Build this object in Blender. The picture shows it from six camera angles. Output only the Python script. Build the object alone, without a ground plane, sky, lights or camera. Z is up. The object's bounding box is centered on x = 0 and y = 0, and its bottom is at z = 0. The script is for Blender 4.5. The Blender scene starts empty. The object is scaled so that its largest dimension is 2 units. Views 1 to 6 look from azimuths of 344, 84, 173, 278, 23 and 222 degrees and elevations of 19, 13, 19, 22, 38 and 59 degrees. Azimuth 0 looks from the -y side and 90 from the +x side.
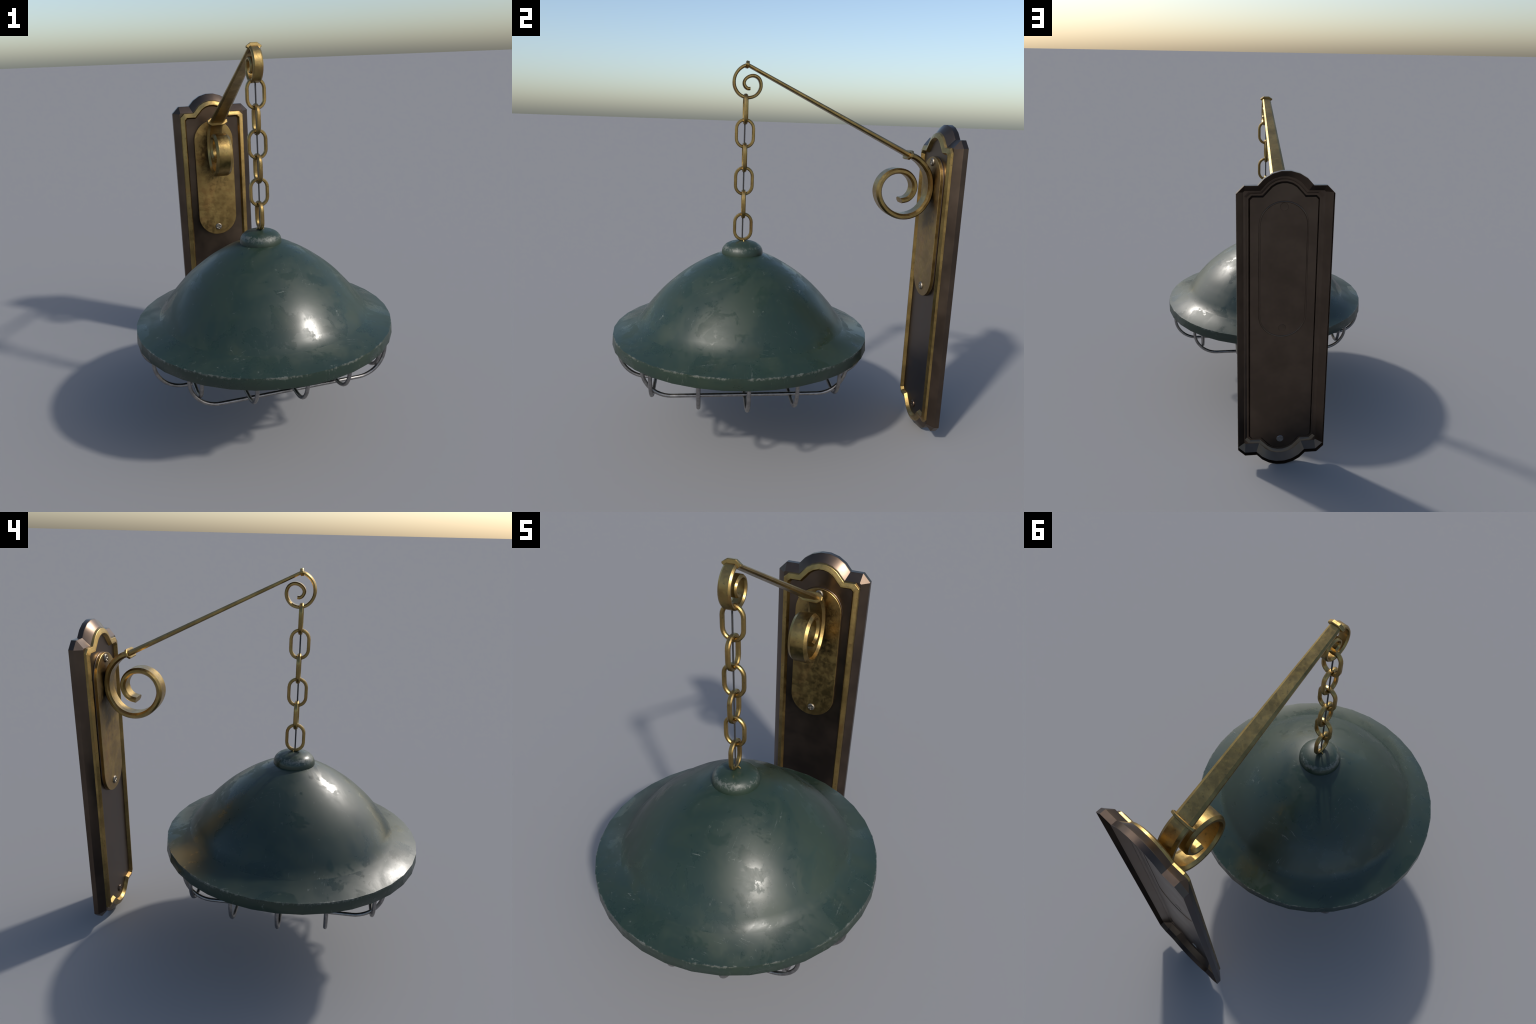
import bpy, bmesh, math
from math import sin, cos, pi, radians, sqrt
from mathutils import Vector

# ------------------------------------------------------------------ helpers
COL = bpy.context.scene.collection


def new_obj(name, bm, mat, parent, origin=(0, 0, 0), sharp=30.0):
    """bmesh given in world coordinates -> object with its own origin."""
    o = Vector(origin)
    for v in bm.verts:
        v.co -= o
    bmesh.ops.recalc_face_normals(bm, faces=bm.faces)
    me = bpy.data.meshes.new(name)
    bm.to_mesh(me)
    bm.free()
    me.materials.append(mat)
    for p in me.polygons:
        p.use_smooth = True
    me.set_sharp_from_angle(angle=radians(sharp))
    ob = bpy.data.objects.new(name, me)
    COL.objects.link(ob)
    ob.location = o
    if parent is not None:
        ob.parent = parent
        ob.location = o - parent_world(parent)
    return ob


def parent_world(p):
    w = Vector((0, 0, 0))
    while p is not None:
        w += p.location
        p = p.parent
    return w


def bridge(bm, a, b, closed=True):
    n = len(a)
    for i in range(n if closed else n - 1):
        j = (i + 1) % n
        bm.faces.new((a[i], a[j], b[j], b[i]))


def offset_poly(pts, d):
    """inward mitre offset of a counter-clockwise polygon."""
    n = len(pts)
    out = []
    for i in range(n):
        p0, p1, p2 = Vector(pts[i - 1]), Vector(pts[i]), Vector(pts[(i + 1) % n])
        e1, e2 = (p1 - p0).normalized(), (p2 - p1).normalized()
        n1, n2 = Vector((-e1.y, e1.x)), Vector((-e2.y, e2.x))
        m = (n1 + n2)
        m = m / (1.0 + n1.dot(n2))
        out.append(p1 + m * d)
    return out


def catmull(pts, per=16):
    """centripetal Catmull-Rom through 2D control points."""
    P = [Vector(p) for p in pts]
    P = [2 * P[0] - P[1]] + P + [2 * P[-1] - P[-2]]
    out = []
    for k in range(1, len(P) - 2):
        p0, p1, p2, p3 = P[k - 1:k + 3]
        t0 = 0.0
        t1 = t0 + (p1 - p0).length ** .5
        t2 = t1 + (p2 - p1).length ** .5
        t3 = t2 + (p3 - p2).length ** .5
        for s in range(per):
            t = t1 + (t2 - t1) * s / per
            a1 = (t1 - t) / (t1 - t0) * p0 + (t - t0) / (t1 - t0) * p1
            a2 = (t2 - t) / (t2 - t1) * p1 + (t - t1) / (t2 - t1) * p2
            a3 = (t3 - t) / (t3 - t2) * p2 + (t - t2) / (t3 - t2) * p3
            b1 = (t2 - t) / (t2 - t0) * a1 + (t - t0) / (t2 - t0) * a2
            b2 = (t3 - t) / (t3 - t1) * a2 + (t - t1) / (t3 - t1) * a3
            out.append((t2 - t) / (t2 - t1) * b1 + (t - t1) / (t2 - t1) * b2)
    out.append(P[-2])
    return out


def octagon(w, t, fw=.70, ft=.40):
    """half width w (x), half thickness t; fw/ft = share of the flats."""
    return [(w, t * ft), (w * fw, t), (-w * fw, t), (-w, t * ft),
            (-w, -t * ft), (-w * fw, -t), (w * fw, -t), (w, -t * ft)]


def sweep_yz(bm, path, wfun, tfun, fw=.70, ft=.40, smooth_pass=0):
    """octagonal flat bar along a path in the y-z plane, width along x."""
    n = len(path)
    L = [0.0]
    for i in range(1, n):
        L.append(L[-1] + (path[i] - path[i - 1]).length)
    rings = []
    for i, p in enumerate(path):
        tg = (path[min(i + 1, n - 1)] - path[max(i - 1, 0)]).normalized()
        nr = Vector((-tg.y, tg.x))
        s = L[i] / L[-1]
        ring = []
        for (a, b) in octagon(wfun(s), tfun(s), fw, ft):
            q = p + nr * b
            ring.append(bm.verts.new((a, q.x, q.y)))
        rings.append(ring)
    for a, b in zip(rings[:-1], rings[1:]):
        bridge(bm, a, b)
    bm.faces.new(rings[0])
    bm.faces.new(rings[-1])
    return rings


def tube3(bm, path, radius, sides=10, cap=True):
    """round tube along 3D points by parallel transport."""
    n = len(path)
    up = None
    rings = []
    for i, p in enumerate(path):
        tg = (path[min(i + 1, n - 1)] - path[max(i - 1, 0)]).normalized()
        if up is None:
            up = tg.orthogonal().normalized()
        up = (up - tg * up.dot(tg)).normalized()
        sd = tg.cross(up)
        rings.append([bm.verts.new(p + radius * (cos(2 * pi * k / sides) * up + sin(2 * pi * k / sides) * sd))
                      for k in range(sides)])
    for a, b in zip(rings[:-1], rings[1:]):
        bridge(bm, a, b)
    if cap:
        bm.faces.new(rings[0])
        bm.faces.new(rings[-1])


def lathe(bm, prof, cx, cy, seg, close=False):
    """profile of (radius, z) turned about the vertical axis through cx, cy."""
    rings = []
    for r, z in prof:
        if r < 1e-6:
            rings.append([bm.verts.new((cx, cy, z))])
        else:
            rings.append([bm.verts.new((cx + r * cos(2 * pi * k / seg), cy + r * sin(2 * pi * k / seg), z))
                          for k in range(seg)])
    pairs = list(zip(rings[:-1], rings[1:]))
    if close:
        pairs.append((rings[-1], rings[0]))
    for a, b in pairs:
        if len(a) == 1 and len(b) == 1:
            continue
        if len(a) == 1:
            for k in range(seg):
                bm.faces.new((a[0], b[k], b[(k + 1) % seg]))
        elif len(b) == 1:
            for k in range(seg):
                bm.faces.new((b[0], a[k], a[(k + 1) % seg]))
        else:
            bridge(bm, a, b)


# ------------------------------------------------------------------ node helpers
class NT:
    def __init__(self, name):
        self.mat = bpy.data.materials.new(name)
        self.mat.use_nodes = True
        self.t = self.mat.node_tree
        self.b = self.t.nodes['Principled BSDF']

    def n(self, typ, **kw):
        nd = self.t.nodes.new(typ)
        for k, v in kw.items():
            setattr(nd, k, v)
        return nd

    def link(self, a, b):
        self.t.links.new(a, b)

    def val(self, sock, v):
        if hasattr(v, 'is_linked') or isinstance(v, bpy.types.NodeSocket):
            self.link(v, sock)
        else:
            sock.default_value = v

    def math(self, op, a, b=0.0, c=None, clamp=False):
        m = self.n('ShaderNodeMath', operation=op, use_clamp=clamp)
        self.val(m.inputs[0], a)
        self.val(m.inputs[1], b)
        if c is not None:
            self.val(m.inputs[2], c)
        return m.outputs[0]

    def noise(self, vec, scale, detail=4.0, rough=.55, dist=0.0):
        x = self.n('ShaderNodeTexNoise')
        x.inputs['Scale'].default_value = scale
        x.inputs['Detail'].default_value = detail
        x.inputs['Roughness'].default_value = rough
        x.inputs['Distortion'].default_value = dist
        self.link(vec, x.inputs['Vector'])
        return x.outputs[0]

    def step(self, v, lo, hi, a=0.0, b=1.0):
        m = self.n('ShaderNodeMapRange', interpolation_type='SMOOTHSTEP')
        self.val(m.inputs[0], v)
        for i, q in enumerate((lo, hi, a, b)):
            m.inputs[i + 1].default_value = q
        return m.outputs[0]

    def mix(self, f, a, b):
        m = self.n('ShaderNodeMix', data_type='RGBA')
        self.val(m.inputs[0], f)
        self.val(m.inputs[6], (*a, 1) if isinstance(a, tuple) else a)
        self.val(m.inputs[7], (*b, 1) if isinstance(b, tuple) else b)
        return m.outputs[2]

    def mixf(self, f, a, b):
        m = self.n('ShaderNodeMix', data_type='FLOAT')
        self.val(m.inputs[0], f)
        self.val(m.inputs[2], a)
        self.val(m.inputs[3], b)
        return m.outputs[0]

    def obj(self, scale=None, offset_random=False, rot=None):
        c = self.n('ShaderNodeTexCoord').outputs['Object']
        if offset_random:
            r = self.n('ShaderNodeObjectInfo').outputs['Random']
            m = self.math('MULTIPLY', r, 7.0)
            cb = self.n('ShaderNodeCombineXYZ')
            for i in range(3):
                self.link(m, cb.inputs[i])
            ad = self.n('ShaderNodeVectorMath', operation='ADD')
            self.link(c, ad.inputs[0])
            self.link(cb.outputs[0], ad.inputs[1])
            c = ad.outputs[0]
        if scale or rot:
            mp = self.n('ShaderNodeMapping')
            if scale:
                mp.inputs['Scale'].default_value = scale
            if rot:
                mp.inputs['Rotation'].default_value = rot
            self.link(c, mp.inputs[0])
            c = mp.outputs[0]
        return c

    def bump(self, h, strength, dist):
        b = self.n('ShaderNodeBump')
        b.inputs['Strength'].default_value = strength
        b.inputs['Distance'].default_value = dist
        self.link(h, b.inputs['Height'])
        self.link(b.outputs[0], self.b.inputs['Normal'])


# ------------------------------------------------------------------ materials
def make_brass():
    m = NT('aged_brass')
    c = m.obj(offset_random=True)
    big = m.noise(c, 9.0, 6, .6)
    fine = m.noise(c, 42.0, 7, .68, .3)
    spots = m.noise(c, 70.0, 4, .6)
    col = m.mix(m.step(big, .36, .66), (.25, .170, .063), (.385, .262, .096))
    col = m.mix(m.step(fine, .46, .70, 0, .55), col, (.28, .215, .072))
    col = m.mix(m.step(m.noise(c, 6.0, 5, .6), .54, .72, 0, .55), col, (.33, .180, .062))
    col = m.mix(m.step(spots, .60, .72, 0, .65), col, (.12, .10, .05))
    m.link(col, m.b.inputs['Base Color'])
    m.b.inputs['Metallic'].default_value = 1.0
    r = m.mixf(m.step(fine, .35, .7), .30, .46)
    m.link(r, m.b.inputs['Roughness'])
    m.bump(m.noise(c, 60.0, 5, .6), .25, .002)
    return m.mat


def make_plate_brass():
    m = NT('stained_brass')
    c = m.obj()
    big = m.noise(c, 7.0, 6, .6)
    fine = m.noise(c, 30.0, 8, .7, .4)
    col = m.mix(m.step(big, .36, .64), (.29, .190, .072), (.42, .280, .105))
    col = m.mix(m.step(fine, .44, .72, 0, .6), col, (.30, .23, .08))
    col = m.mix(m.step(m.noise(c, 5.0, 6, .6), .52, .70, 0, .5), col, (.36, .18, .07))
    col = m.mix(m.step(m.noise(c, 48.0, 5, .65), .62, .74, 0, .75), col, (.10, .085, .045))
    # darker patch with an uneven edge around the place where the scroll meets the plate
    geo = m.n('ShaderNodeSeparateXYZ')
    m.link(c, geo.inputs[0])
    dx = m.math('MULTIPLY', geo.outputs[0], 1.0)
    dz = m.math('MULTIPLY', m.math('SUBTRACT', geo.outputs[2], .16), .55)
    d = m.math('SQRT', m.math('ADD', m.math('MULTIPLY', dx, dx), m.math('MULTIPLY', dz, dz)))
    d = m.math('ADD', d, m.math('MULTIPLY', m.math('SUBTRACT', fine, .5), .16))
    col = m.mix(m.step(d, .05, .14, .85, 0.0), col, (.06, .045, .023))
    m.link(col, m.b.inputs['Base Color'])
    m.b.inputs['Metallic'].default_value = 1.0
    m.link(m.mixf(m.step(fine, .35, .7), .32, .48), m.b.inputs['Roughness'])
    m.bump(m.noise(c, 45.0, 6, .6), .3, .002)
    return m.mat


def make_bronze():
    m = NT('dark_bronze')
    c = m.obj()
    n1 = m.noise(c, 5.0, 6, .6)
    n2 = m.noise(c, 55.0, 5, .65)
    col = m.mix(m.step(n1, .35, .68), (.096, .071, .054), (.124, .091, .068))
    col = m.mix(m.step(n2, .66, .76, 0, .5), col, (.075, .06, .052))
    m.link(col, m.b.inputs['Base Color'])
    m.b.inputs['Metallic'].default_value = 1.0
    m.link(m.mixf(m.step(n1, .3, .7), .29, .38), m.b.inputs['Roughness'])
    m.bump(n2, .08, .001)
    return m.mat


def make_steel(name, col_a, col_b, r0, r1):
    m = NT(name)
    c = m.obj()
    n1 = m.noise(c, 40.0, 6, .65)
    m.link(m.mix(m.step(n1, .35, .68), col_a, col_b), m.b.inputs['Base Color'])
    m.b.inputs['Metallic'].default_value = 1.0
    m.link(m.mixf(n1, r0, r1), m.b.inputs['Roughness'])
    m.bump(n1, .15, .001)
    return m.mat


def make_cable():
    m = NT('black_rubber')
    m.b.inputs['Base Color'].default_value = (.022, .022, .023, 1)
    m.b.inputs['Roughness'].default_value = .55
    return m.mat


def make_enamel(name, edges):
    """green enamel; edges = list of (radius, height, reach) circles where the paint is chipped."""
    m = NT(name)
    c = m.obj()
    sep = m.n('ShaderNodeSeparateXYZ')
    m.link(c, sep.inputs[0])
    x, y, z = sep.outputs
    rad = m.math('SQRT', m.math('ADD', m.math('MULTIPLY', x, x), m.math('MULTIPLY', y, y)))
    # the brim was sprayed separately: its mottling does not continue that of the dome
    sh = m.math('MULTIPLY', m.math('GREATER_THAN', rad, .5517), 3.7)
    cb = m.n('ShaderNodeCombineXYZ')
    m.link(sh, cb.inputs[0])
    m.link(sh, cb.inputs[2])
    ad = m.n('ShaderNodeVectorMath', operation='ADD')
    m.link(c, ad.inputs[0])
    m.link(cb.outputs[0], ad.inputs[1])
    c = ad.outputs[0]
    cloud = m.noise(c, 3.2, 9, .62, .6)
    patch = m.noise(c, 5.5, 12, .66, .3)
    grain = m.noise(c, 120.0, 4, .6)
    chips = m.noise(c, 70.0, 8, .72)
    col = m.mix(m.step(cloud, .38, .64), (.0130, .0272, .0195), (.0170, .0312, .0188))
    col = m.mix(m.step(m.noise(c, 4.1, 6, .6), .55, .72, 0, .5), col, (.022, .030, .016))
    col = m.mix(m.step(patch, .60, .68, 0, .22), col, (.009, .022, .018))
    rough = m.mixf(m.step(cloud, .40, .60), .35, .49)
    rough = m.mixf(m.step(patch, .535, .575, 0, .8), rough, .24)
    rough = m.mixf(m.step(m.noise(c, 9.0, 10, .7), .60, .66, 0, .6), rough, .50)
    # thin scratches: ridges of two stretched noises
    for k, (sc, ro, th) in enumerate((((60, 3, 9), (0, .3, .5), .020), ((4, 55, 8), (.4, 0, -.6), .018),
                                      ((45, 30, 2), (.2, .5, .3), .018))):
        v = m.obj(scale=sc, rot=ro)
        rdg = m.math('ABSOLUTE', m.math('SUBTRACT', m.noise(v, .55, 2, .5), .5))
        gate = m.step(m.noise(c, 7.0 + 3 * k, 3, .5), .57, .66)
        s = m.math('MULTIPLY', m.step(rdg, .002, th * .45, 1, 0), gate)
        s = m.math('MULTIPLY', s, m.step(chips, .46, .60))
        col = m.mix(m.math('MULTIPLY', s, .7), col, (.13, .145, .125))
    # single nicks
    col = m.mix(m.math('MULTIPLY', m.step(chips, .675, .72), m.step(m.noise(c, 11.0, 2, .5), .52, .60)), col, (.14, .15, .13))
    # chipped edges
    wear = None
    for (er, ez, reach) in edges:
        a = m.math('SUBTRACT', rad, er)
        b = m.math('SUBTRACT', z, ez)
        d = m.math('SQRT', m.math('ADD', m.math('MULTIPLY', a, a), m.math('MULTIPLY', b, b)))
        near = m.step(d, 0.0, reach, 1.0, 0.0)
        lump = m.step(m.noise(c, 6.0, 3, .5), .34, .56)
        e = m.math('MULTIPLY', near, m.math('ADD', m.math('MULTIPLY', lump, .5), .5))
        e = m.step(m.math('ADD', e, m.math('MULTIPLY', m.math('SUBTRACT', chips, .5), 3.2)), .60, 1.15)
        e = m.math('MULTIPLY', e, m.step(near, .02, .2))
        wear = e if wear is None else m.math('MAXIMUM', wear, e)
    if wear is not None:
        col = m.mix(m.math('MULTIPLY', wear, .75), col, (.115, .122, .105))
        rough = m.mixf(wear, rough, .5)
    m.link(col, m.b.inputs['Base Color'])
    m.link(rough, m.b.inputs['Roughness'])
    m.b.inputs['IOR'].default_value = 1.5
    m.bump(m.math('ADD', m.math('MULTIPLY', patch, 1.0), m.math('MULTIPLY', grain, .15)), .05, .004)
    return m.mat


def make_plain(name, col, rough, metallic=0.0):
    m = NT(name)
    m.b.inputs['Base Color'].default_value = (*col, 1)
    m.b.inputs['Roughness'].default_value = rough
    m.b.inputs['Metallic'].default_value = metallic
    return m.mat


def make_glass():
    m = NT('frosted_glass')
    m.b.inputs['Base Color'].default_value = (.85, .84, .80, 1)
    m.b.inputs['Roughness'].default_value = .35
    m.b.inputs['Transmission Weight'].default_value = .6
    return m.mat


BRASS = make_brass()
OVAL_BRASS = make_plate_brass()
BRONZE = make_bronze()
SCREW = make_steel('screw_steel', (.19, .17, .14), (.27, .245, .205), .42, .54)
WIRE = make_steel('wire_steel', (.22, .212, .208), (.33, .318, .31), .30, .46)
CABLE = make_cable()

# ------------------------------------------------------------------ key sizes
CY = -0.200                 # axis of shade and chain
RIM = 0.679                 # rim radius
SEG = 36                    # the shade is turned with 36 facets
BACK = 0.879                # wall side of the back plate
MIDZ = 0.8625               # middle height of the back plate
TIP = Vector((-.195, 1.9828))
COLLAR = Vector((.664, 1.5650))

lamp = bpy.data.objects.new('wall_lamp', None)
COL.objects.link(lamp)
lamp['label'] = 'green enamel cage lamp hanging on chain from brass wall bracket'
lamp['category'] = 'wall lamp'

# ------------------------------------------------------------------ back plate
HW, FLAT, LEG = .2475, .7905, .0400      # half width, half height of the shoulders, corner cut


def plate_outline():
    """shouldered tablet: cut corners and a seven-facet arch at both ends."""
    sh, top = .140, .8625
    lo, hi = .3, 1.5
    for _ in range(50):                      # arch through the shoulder with its crown facet at the top
        half = (lo + hi) / 2
        rise = sh / sin(half) * (cos(half / 7) - cos(half))
        lo, hi = (half, hi) if rise < top - FLAT else (lo, half)
    R = sh / sin(half)
    zc = top - R * cos(half / 7)
    right = [(HW, FLAT - LEG), (HW - LEG, FLAT)]
    arch = [(R * sin(half - 2 * half * k / 7), zc + R * cos(half - 2 * half * k / 7)) for k in range(8)]
    upper = right + arch + [(-x, z) for x, z in reversed(right)]
    return upper + [(-x, -z) for x, z in upper]


OUT = plate_outline()


def plate_points(inset, leg=None):
    pts = offset_poly(OUT, inset)
    n = len(pts) // 2
    if leg is None:
        leg = LEG - .37 * inset              # the corner cuts shrink slowly towards the middle
    a, b = (HW - inset, FLAT - inset - leg), (HW - inset - leg, FLAT - inset)
    pts[0], pts[1] = Vector(a), Vector(b)
    pts[n - 2], pts[n - 1] = Vector((-b[0], b[1])), Vector((-a[0], a[1]))
    for k in (0, 1, n - 2, n - 1):
        pts[n + k] = -pts[k]
    return pts


def plate_ring(bm, inset, y, leg=None):
    return [bm.verts.new((p.x, y, MIDZ + p.y)) for p in plate_points(inset, leg)]


def fill_mirrored(bm, ring):
    """quads between the left and the right half of a plate ring."""
    n = len(ring)
    order = [ring[(n // 4 + k) % n] for k in range(n)]       # starts left of the top crown
    for k in range(n // 2 - 1):
        a, b = order[k], order[k + 1]
        c, d = order[n - 2 - k], order[n - 1 - k]
        bm.faces.new((a, b, c, d))


bm = bmesh.new()
front = [(.0, BACK), (.0, .8535), (.0012, .8520), (.0022, .8508), (.0385, .8215, .006), (.0415, .8212), (.0560, .8100),
         (.0660, .8065), (.0750, .8200)]
rear = [(.0018, BACK), (.0018, .8545), (.0385, .8236, .006), (.0420, .8226), (.0550, .8135), (.0650, .8125), (.0730, .8212)]
fr = [plate_ring(bm, *q) for q in front]
rr = [plate_ring(bm, *q) for q in rear]
for a, b in zip(fr[:-1], fr[1:]):
    bridge(bm, a, b)
for a, b in zip(rr[:-1], rr[1:]):
    bridge(bm, b, a)
bridge(bm, rr[0], fr[0])
fill_mirrored(bm, fr[-1])
fill_mirrored(bm, rr[-1])
plate = new_obj('back_plate', bm, BRONZE, lamp, (0, .85, MIDZ), 22)

bm = bmesh.new()
prof = [(.0398, .8214), (.0430, .8108), (.0444, .8096), (.0570, .8050), (.0586, .8042), (.0668, .8022), (.0682, .8028), (.0780, .8206),
        (.0755, .8208), (.0668, .8045), (.0560, .8075), (.0446, .8112), (.0420, .8215)]
rings = [plate_ring(bm, *q) for q in prof]
for i in range(len(rings)):
    bridge(bm, rings[i], rings[(i + 1) % len(rings)])
new_obj('moulding', bm, BRASS, plate, (0, .815, MIDZ), 18)


def stadium(hw, z0, z1, n=18, cx=0.0):
    pts = []
    for k in range(n + 1):
        a = pi * k / n
        pts.append((cx + hw * cos(a), z1 - hw + hw * sin(a)))
    for k in range(n + 1):
        a = pi + pi * k / n
        pts.append((cx + hw * cos(a), z0 + hw + hw * sin(a)))
    return pts


# shallow tracing of the mounting plate and screw ends on the hollow back
bm = bmesh.new()
ring = [Vector((x, .8195, z)) for x, z in stadium(.1255, .800, 1.558, 22)]
tube3(bm, ring + [ring[0]], .0048, 10, cap=False)
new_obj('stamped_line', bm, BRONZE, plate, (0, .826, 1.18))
for z in (1.531, .8505):
    bm = bmesh.new()
    a = [bm.verts.new((.0215 * cos(2 * pi * k / 28), .8212, z + .0215 * sin(2 * pi * k / 28))) for k in range(28)]
    b = [bm.verts.new((.0205 * cos(2 * pi * k / 28), .8226, z + .0205 * sin(2 * pi * k / 28))) for k in range(28)]
    bridge(bm, a, b)
    bm.faces.new(b)
    new_obj('screw_end', bm, BRONZE, plate, (0, .8265, z))

# ------------------------------------------------------------------ mounting plate (stadium) and screws
bm = bmesh.new()
loops = []
for (g, y) in ((.0012, .8210), (.0012, .8185), (.0006, .8165), (.0002, .8016), (-.0012, .8003)):
    loops.append([bm.verts.new((x, y, z)) for x, z in stadium(.1272 + g, .7965 - g, 1.5605 + g, 22)])
for a, b in zip(loops[:-1], loops[1:]):
    bridge(bm, a, b)
bm.faces.new(loops[-1])
bm.faces.new(loops[0])
mount = new_obj('mounting_plate', bm, OVAL_BRASS, lamp, (0, .812, 1.178), 28)


def screw(z, y, r, turn, parent, mat):
    bm = bmesh.new()
    n, m = 40, 12
    rows = []
    for i in range(m + 1):
        rr_ = r * (i / m)
        row = []
        for k in range(n):
            a = 2 * pi * k / n
            u, v = rr_ * cos(a), rr_ * sin(a)
            h = .0075 * (1 - max(0.0, (rr_ / r - .72) / .28) ** 2.2 * .75)
            c_, s_ = cos(turn), sin(turn)
            p, q = u * c_ + v * s_, -u * s_ + v * c_
            arm_ = min(abs(p), abs(q))
            if arm_ < r * .15 and rr_ < r * .70:
                h -= .0018
            row.append(bm.verts.new((u, y - h, z + v)))
            if i == 0:
                break
        rows.append(row)
    for k in range(n):
        bm.faces.new((rows[0][0], rows[1][k], rows[1][(k + 1) % n]))
    for a, b in zip(rows[1:-1], rows[2:]):
        bridge(bm, a, b)
    base = [bm.verts.new((r * cos(2 * pi * k / n), y + .002, z + r * sin(2 * pi * k / n))) for k in range(n)]
    bridge(bm, rows[-1], base)
    bm.faces.new(base)
    return new_obj('screw', bm, mat, parent, (0, y, z), 35)


screw(1.5315, .8003, .0220, .5, mount, SCREW)
screw(.8505, .8003, .0220, .2, mount, SCREW)
screw(.1335, .8200, .0215, .7, plate, BRONZE)
bm = bmesh.new()
a = [bm.verts.new((.0215 * cos(2 * pi * k / 28), .8214, .1335 + .0215 * sin(2 * pi * k / 28))) for k in range(28)]
b = [bm.verts.new((.0195 * cos(2 * pi * k / 28), .8240, .1335 + .0195 * sin(2 * pi * k / 28))) for k in range(28)]
bridge(bm, a, b)
bm.faces.new(b)
new_obj('screw_end', bm, WIRE, plate, (0, .8265, .1335))

# ------------------------------------------------------------------ bracket arm with its two scrolls and collars
W0, W1 = .0465, .0250        # half width at collar and at tip
T0, T1 = .0130, .0078        # half thickness
bm = bmesh.new()
line = [COLLAR.lerp(TIP, k / 24) for k in range(25)]
sweep_yz(bm, line, lambda s: W0 + (W1 - W0) * s, lambda s: T0 + (T1 - T0) * s)
arm = new_obj('bracket_arm', bm, BRASS, lamp, (0, .25, 1.77), 20)

big = catmull([(.655, 1.5685), (.700, 1.5525), (.745, 1.5165), (.775, 1.4690), (.7875, 1.4200), (.7880, 1.3720),
               (.7740, 1.3220), (.7390, 1.2720), (.6900, 1.2460), (.6350, 1.2425), (.5800, 1.2640), (.5350, 1.3090),
               (.5130, 1.3700), (.5250, 1.4270), (.5610, 1.4670), (.6080, 1.4815), (.6560, 1.4720), (.6900, 1.4400),
               (.7030, 1.4000), (.6930, 1.3600), (.6690, 1.3350), (.6350, 1.3260)], 10)
mid = Vector((.65, 1.37))
big = [mid + (p - mid) * 1.006 - Vector((.0025, 0)) * max(0, 1 - abs(i - 115) / 60) if i > 25 else p for i, p in enumerate(big)]
bm = bmesh.new()
sweep_yz(bm, big, lambda s: .0450 + .0055 * min(1, s / .40) - .007 * max(0, s - .55), lambda s: .0152 - .0020 * max(0, s - .6))
new_obj('scroll', bm, BRASS, arm, (0, .65, 1.38), 20)

small = catmull([(-.192, 1.9820), (-.2150, 1.9740), (-.2370, 1.9570), (-.2540, 1.9310), (-.2602, 1.9000), (-.2550, 1.8710),
                 (-.2370, 1.8440), (-.2120, 1.8290), (-.1820, 1.8255), (-.1510, 1.8370), (-.1300, 1.8640), (-.1258, 1.8930),
                 (-.1370, 1.9190), (-.1600, 1.9310), (-.1850, 1.9270), (-.2050, 1.9110), (-.2100, 1.8940), (-.2030, 1.8770),
                 (-.1910, 1.8690), (-.1790, 1.8690)], 8)
bm = bmesh.new()
sweep_yz(bm, small, lambda s: W1, lambda s: T1)
new_obj('scroll', bm, BRASS, arm, (0, -.19, 1.88), 20)

dirv = (TIP - COLLAR).normalized()


def collar(c, axis, w, t, half, fw, ft):
    bm = bmesh.new()
    path = [c - axis * half, c - axis * half * .7, c + axis * half * .7, c + axis * half]
    rings = []
    nr = Vector((-axis.y, axis.x))
    for p, k in zip(path, (.86, 1.0, 1.0, .86)):
        rings.append([bm.verts.new((a_ * (1 - (1 - k) * .4), (p + nr * b_ * k).x, (p + nr * b_ * k).y)) for a_, b_ in octagon(w, t, fw, ft)])
    for a_, b_ in zip(rings[:-1], rings[1:]):
        bridge(bm, a_, b_)
    bm.faces.new(rings[0])
    bm.faces.new(rings[-1])
    return new_obj('collar', bm, BRASS, arm, (0, c.x, c.y), 20)


collar(COLLAR, dirv, .0630, .0250, .0070, .62, .35)
cap_c = collar(Vector((-.1955, 1.9830)), Vector((-.985, .17)).normalized(), .0378, .0172, .0085, .45, .18)

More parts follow.
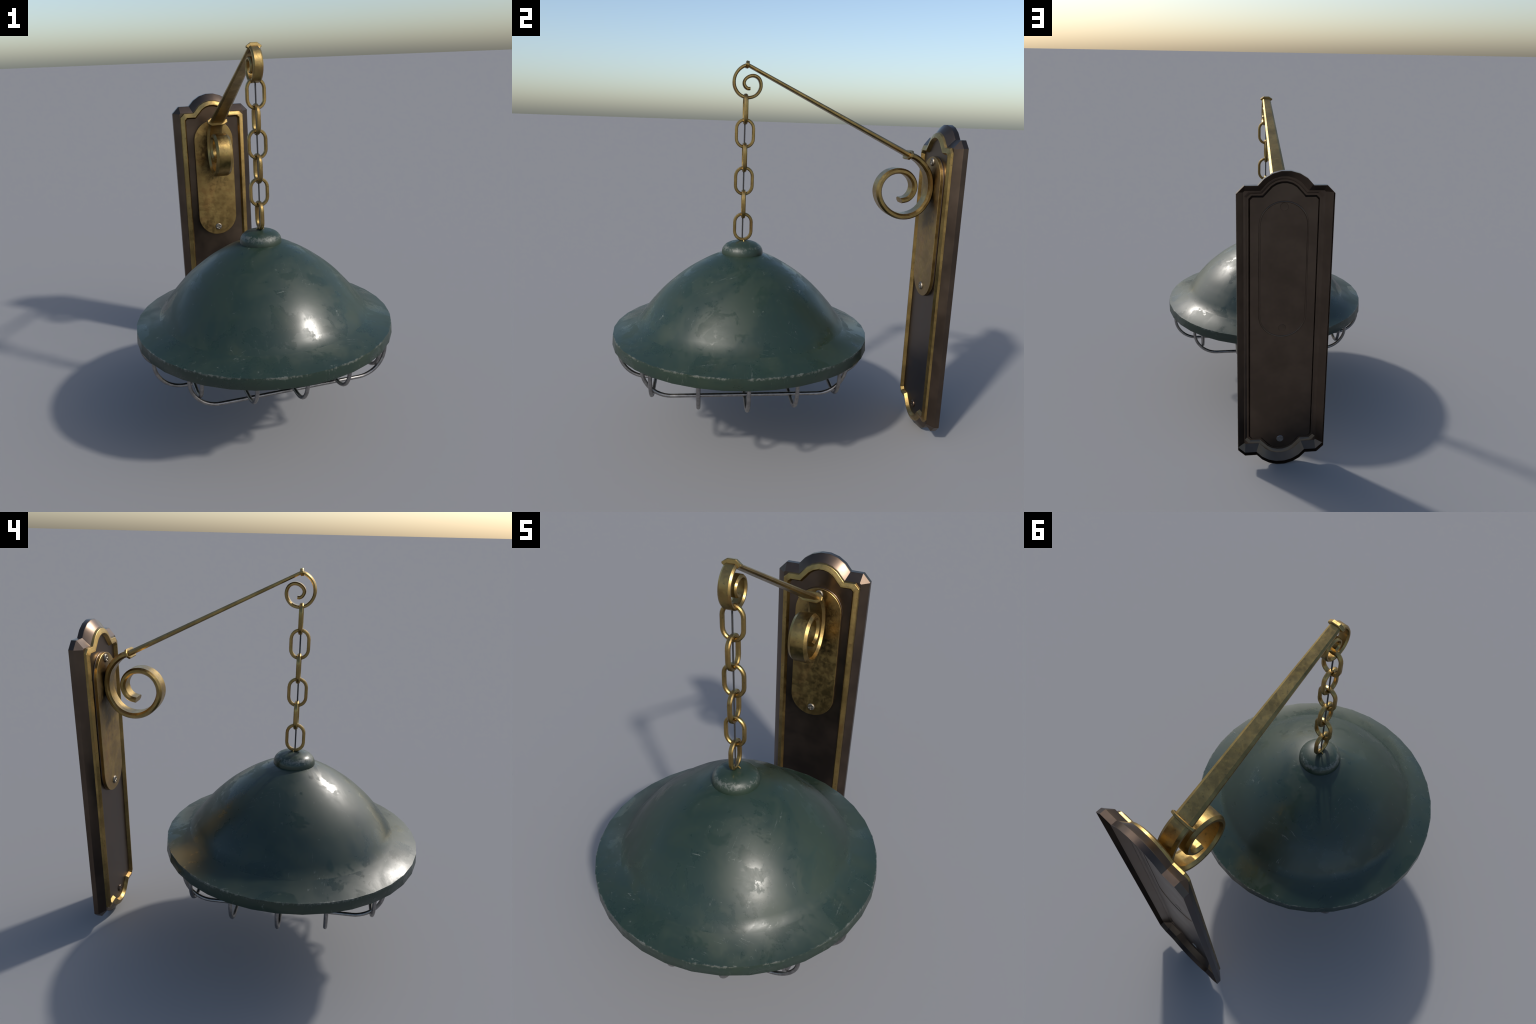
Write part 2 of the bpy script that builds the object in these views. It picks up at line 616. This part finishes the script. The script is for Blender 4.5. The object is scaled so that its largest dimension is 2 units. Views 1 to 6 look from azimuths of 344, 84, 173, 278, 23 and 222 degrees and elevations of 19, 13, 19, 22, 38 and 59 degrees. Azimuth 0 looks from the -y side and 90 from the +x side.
# ------------------------------------------------------------------ chain and cable
def link_mesh():
    bm = bmesh.new()
    hw, hl = .0432, .0678        # centre line half width / half length
    path = []
    n = 12
    for k in range(n + 1):
        a = pi * k / n
        path.append((hw * cos(a), (hl - hw) + hw * sin(a)))
    for k in range(n + 1):
        a = pi + pi * k / n
        path.append((hw * cos(a), -(hl - hw) + hw * sin(a)))
    # octagonal section: .0165 in the plane of the link, .021 across it
    N = len(path)
    rings = []
    for i in range(N):
        p0, p1 = Vector(path[i - 1]), Vector(path[(i + 1) % N])
        tg = (p1 - p0).normalized()
        nr = Vector((tg.y, -tg.x))
        ring = []
        for (d, e) in octagon(.0100, .0080, .52, .52):
            q = Vector(path[i]) + nr * e
            ring.append(bm.verts.new((q.x, d, q.y)))
        rings.append(ring)
    for i in range(N):
        bridge(bm, rings[i], rings[(i + 1) % N])
    bmesh.ops.recalc_face_normals(bm, faces=bm.faces)
    me = bpy.data.meshes.new('chain_link')
    bm.to_mesh(me)
    bm.free()
    me.materials.append(BRASS)
    for p in me.polygons:
        p.use_smooth = True
    me.set_sharp_from_angle(angle=radians(32))
    return me


chain = bpy.data.objects.new('chain', None)
COL.objects.link(chain)
chain.parent = lamp
chain.location = (0, CY, 1.47)
LM = link_mesh()
for i in range(6):
    ob = bpy.data.objects.new('chain_link', LM)
    COL.objects.link(ob)
    ob.parent = chain
    ob.location = (.0008 * (-1) ** i, 0, 1.7690 - .1199 * i - 1.47)
    ob.rotation_euler = (0, 0, (pi / 2 if i % 2 else 0.0) + radians((1.5, -1, .8, 1.2, -1.4, .6)[i]))
bm = bmesh.new()
tube3(bm, [Vector((0, CY - .0018, z)) for z in (1.819, 1.6, 1.3, 1.09)], .0039, 10)
new_obj('cable', bm, CABLE, lamp, (0, CY, 1.45))

# ------------------------------------------------------------------ lampshade
dome = [(.060, 1.0397), (.12, 1.0236), (.18, .9968), (.24, .9630), (.30, .9236), (.36, .8772), (.42, .8222),
        (.48, .7553)]
dome = [(p.x, p.y) for p in catmull(dome, 4)]
dome += [(.5165, .7090), (.5525, .6605), (RIM - .0030, .6172)]     # valley, then the brim
outer = dome + [(RIM + .001, .5630), (RIM - .001, .5605)]
inner = [(RIM - .008, .5610), (RIM - .0085, .6080)]
inner += [(r - .005, z - .0065) for r, z in reversed(dome[:-1])]
bm = bmesh.new()
lathe(bm, outer + inner, 0, CY, SEG, close=True)
shade = new_obj('lampshade', bm, make_enamel('green_enamel', [(RIM - .002, .6150, .018)]), lamp, (0, CY, 0), 48)

bm = bmesh.new()
R_, h_, z_ = .1085, .0690, 1.0265
prof = [(.0, z_ + h_)]
for k in range(1, 17):
    a = (pi / 2) * k / 16
    prof.append((R_ * sin(a) ** (2 / 2.4), z_ + h_ * max(cos(a), 0) ** (2 / 2.6)))
prof += [(R_ - .001, z_ - .006), (R_ - .006, z_ - .016), (.02, z_ - .016), (0, z_ - .016)]
lathe(bm, prof, 0, CY, 36)
new_obj('shade_cap', bm, make_enamel('cap_enamel', [(.094, 1.064, .040)]), shade, (0, CY, 0), 40)

# eyelet at the foot of the lowest link
bm = bmesh.new()
tube3(bm, [Vector((.020 * cos(pi * k / 12), CY + .006, 1.090 + .014 * sin(pi * k / 12))) for k in range(13)], .0035, 8)
new_obj('cap_half_ring', bm, BRASS, shade, (0, CY, 1.09))

# ------------------------------------------------------------------ wire cage below the rim
cage = bpy.data.objects.new('wire_cage', None)
COL.objects.link(cage)
cage.parent = lamp
cage.location = (0, CY, .5)


def cage_wire(off, along_x, zb, Rc, rc=.140, rho=.0094):
    L = sqrt(Rc ** 2 - off ** 2)
    prof = [(-L, .600)]
    for k in range(13):
        a = (pi / 2) * k / 12
        prof.append((-(L - rc + rc * cos(a)), zb + rc - rc * sin(a)))
    for k in range(1, 8):
        prof.append((-(L - rc) + 2 * (L - rc) * k / 8, zb))
    for k in range(13):
        a = (pi / 2) * (1 - k / 12)
        prof.append(((L - rc + rc * cos(a)), zb + rc - rc * sin(a)))
    prof.append((L, .600))
    pts = [Vector((h, CY + off, z)) if along_x else Vector((off, CY + h, z)) for h, z in prof]
    bm = bmesh.new()
    tube3(bm, pts, rho, 10)
    org = (0, CY + off, zb) if along_x else (off, CY, zb)
    new_obj('cage_wire', bm, WIRE, cage, org, 40)


for i in range(-2, 3):
    cage_wire(i * .2222, True, .4060, .6640)
    cage_wire(i * .2215, False, .4300, .6590)

# ------------------------------------------------------------------ lamp holder and bulb inside the shade
bm = bmesh.new()
lathe(bm, [(0, 1.012), (.045, 1.012), (.052, .985), (.052, .90), (.046, .89), (0, .89)], 0, CY, 28)
holder = new_obj('lamp_holder', bm, make_plain('black_bakelite', (.03, .03, .03), .4), shade, (0, CY, .95))
bm = bmesh.new()
lathe(bm, [(0, .900), (.036, .900), (.038, .860), (.060, .815), (.084, .770), (.092, .725), (.082, .680), (.050, .645), (.02, .635), (0, .634)], 0, CY, 28)
new_obj('bulb', bm, make_glass(), shade, (0, CY, .75), 60)
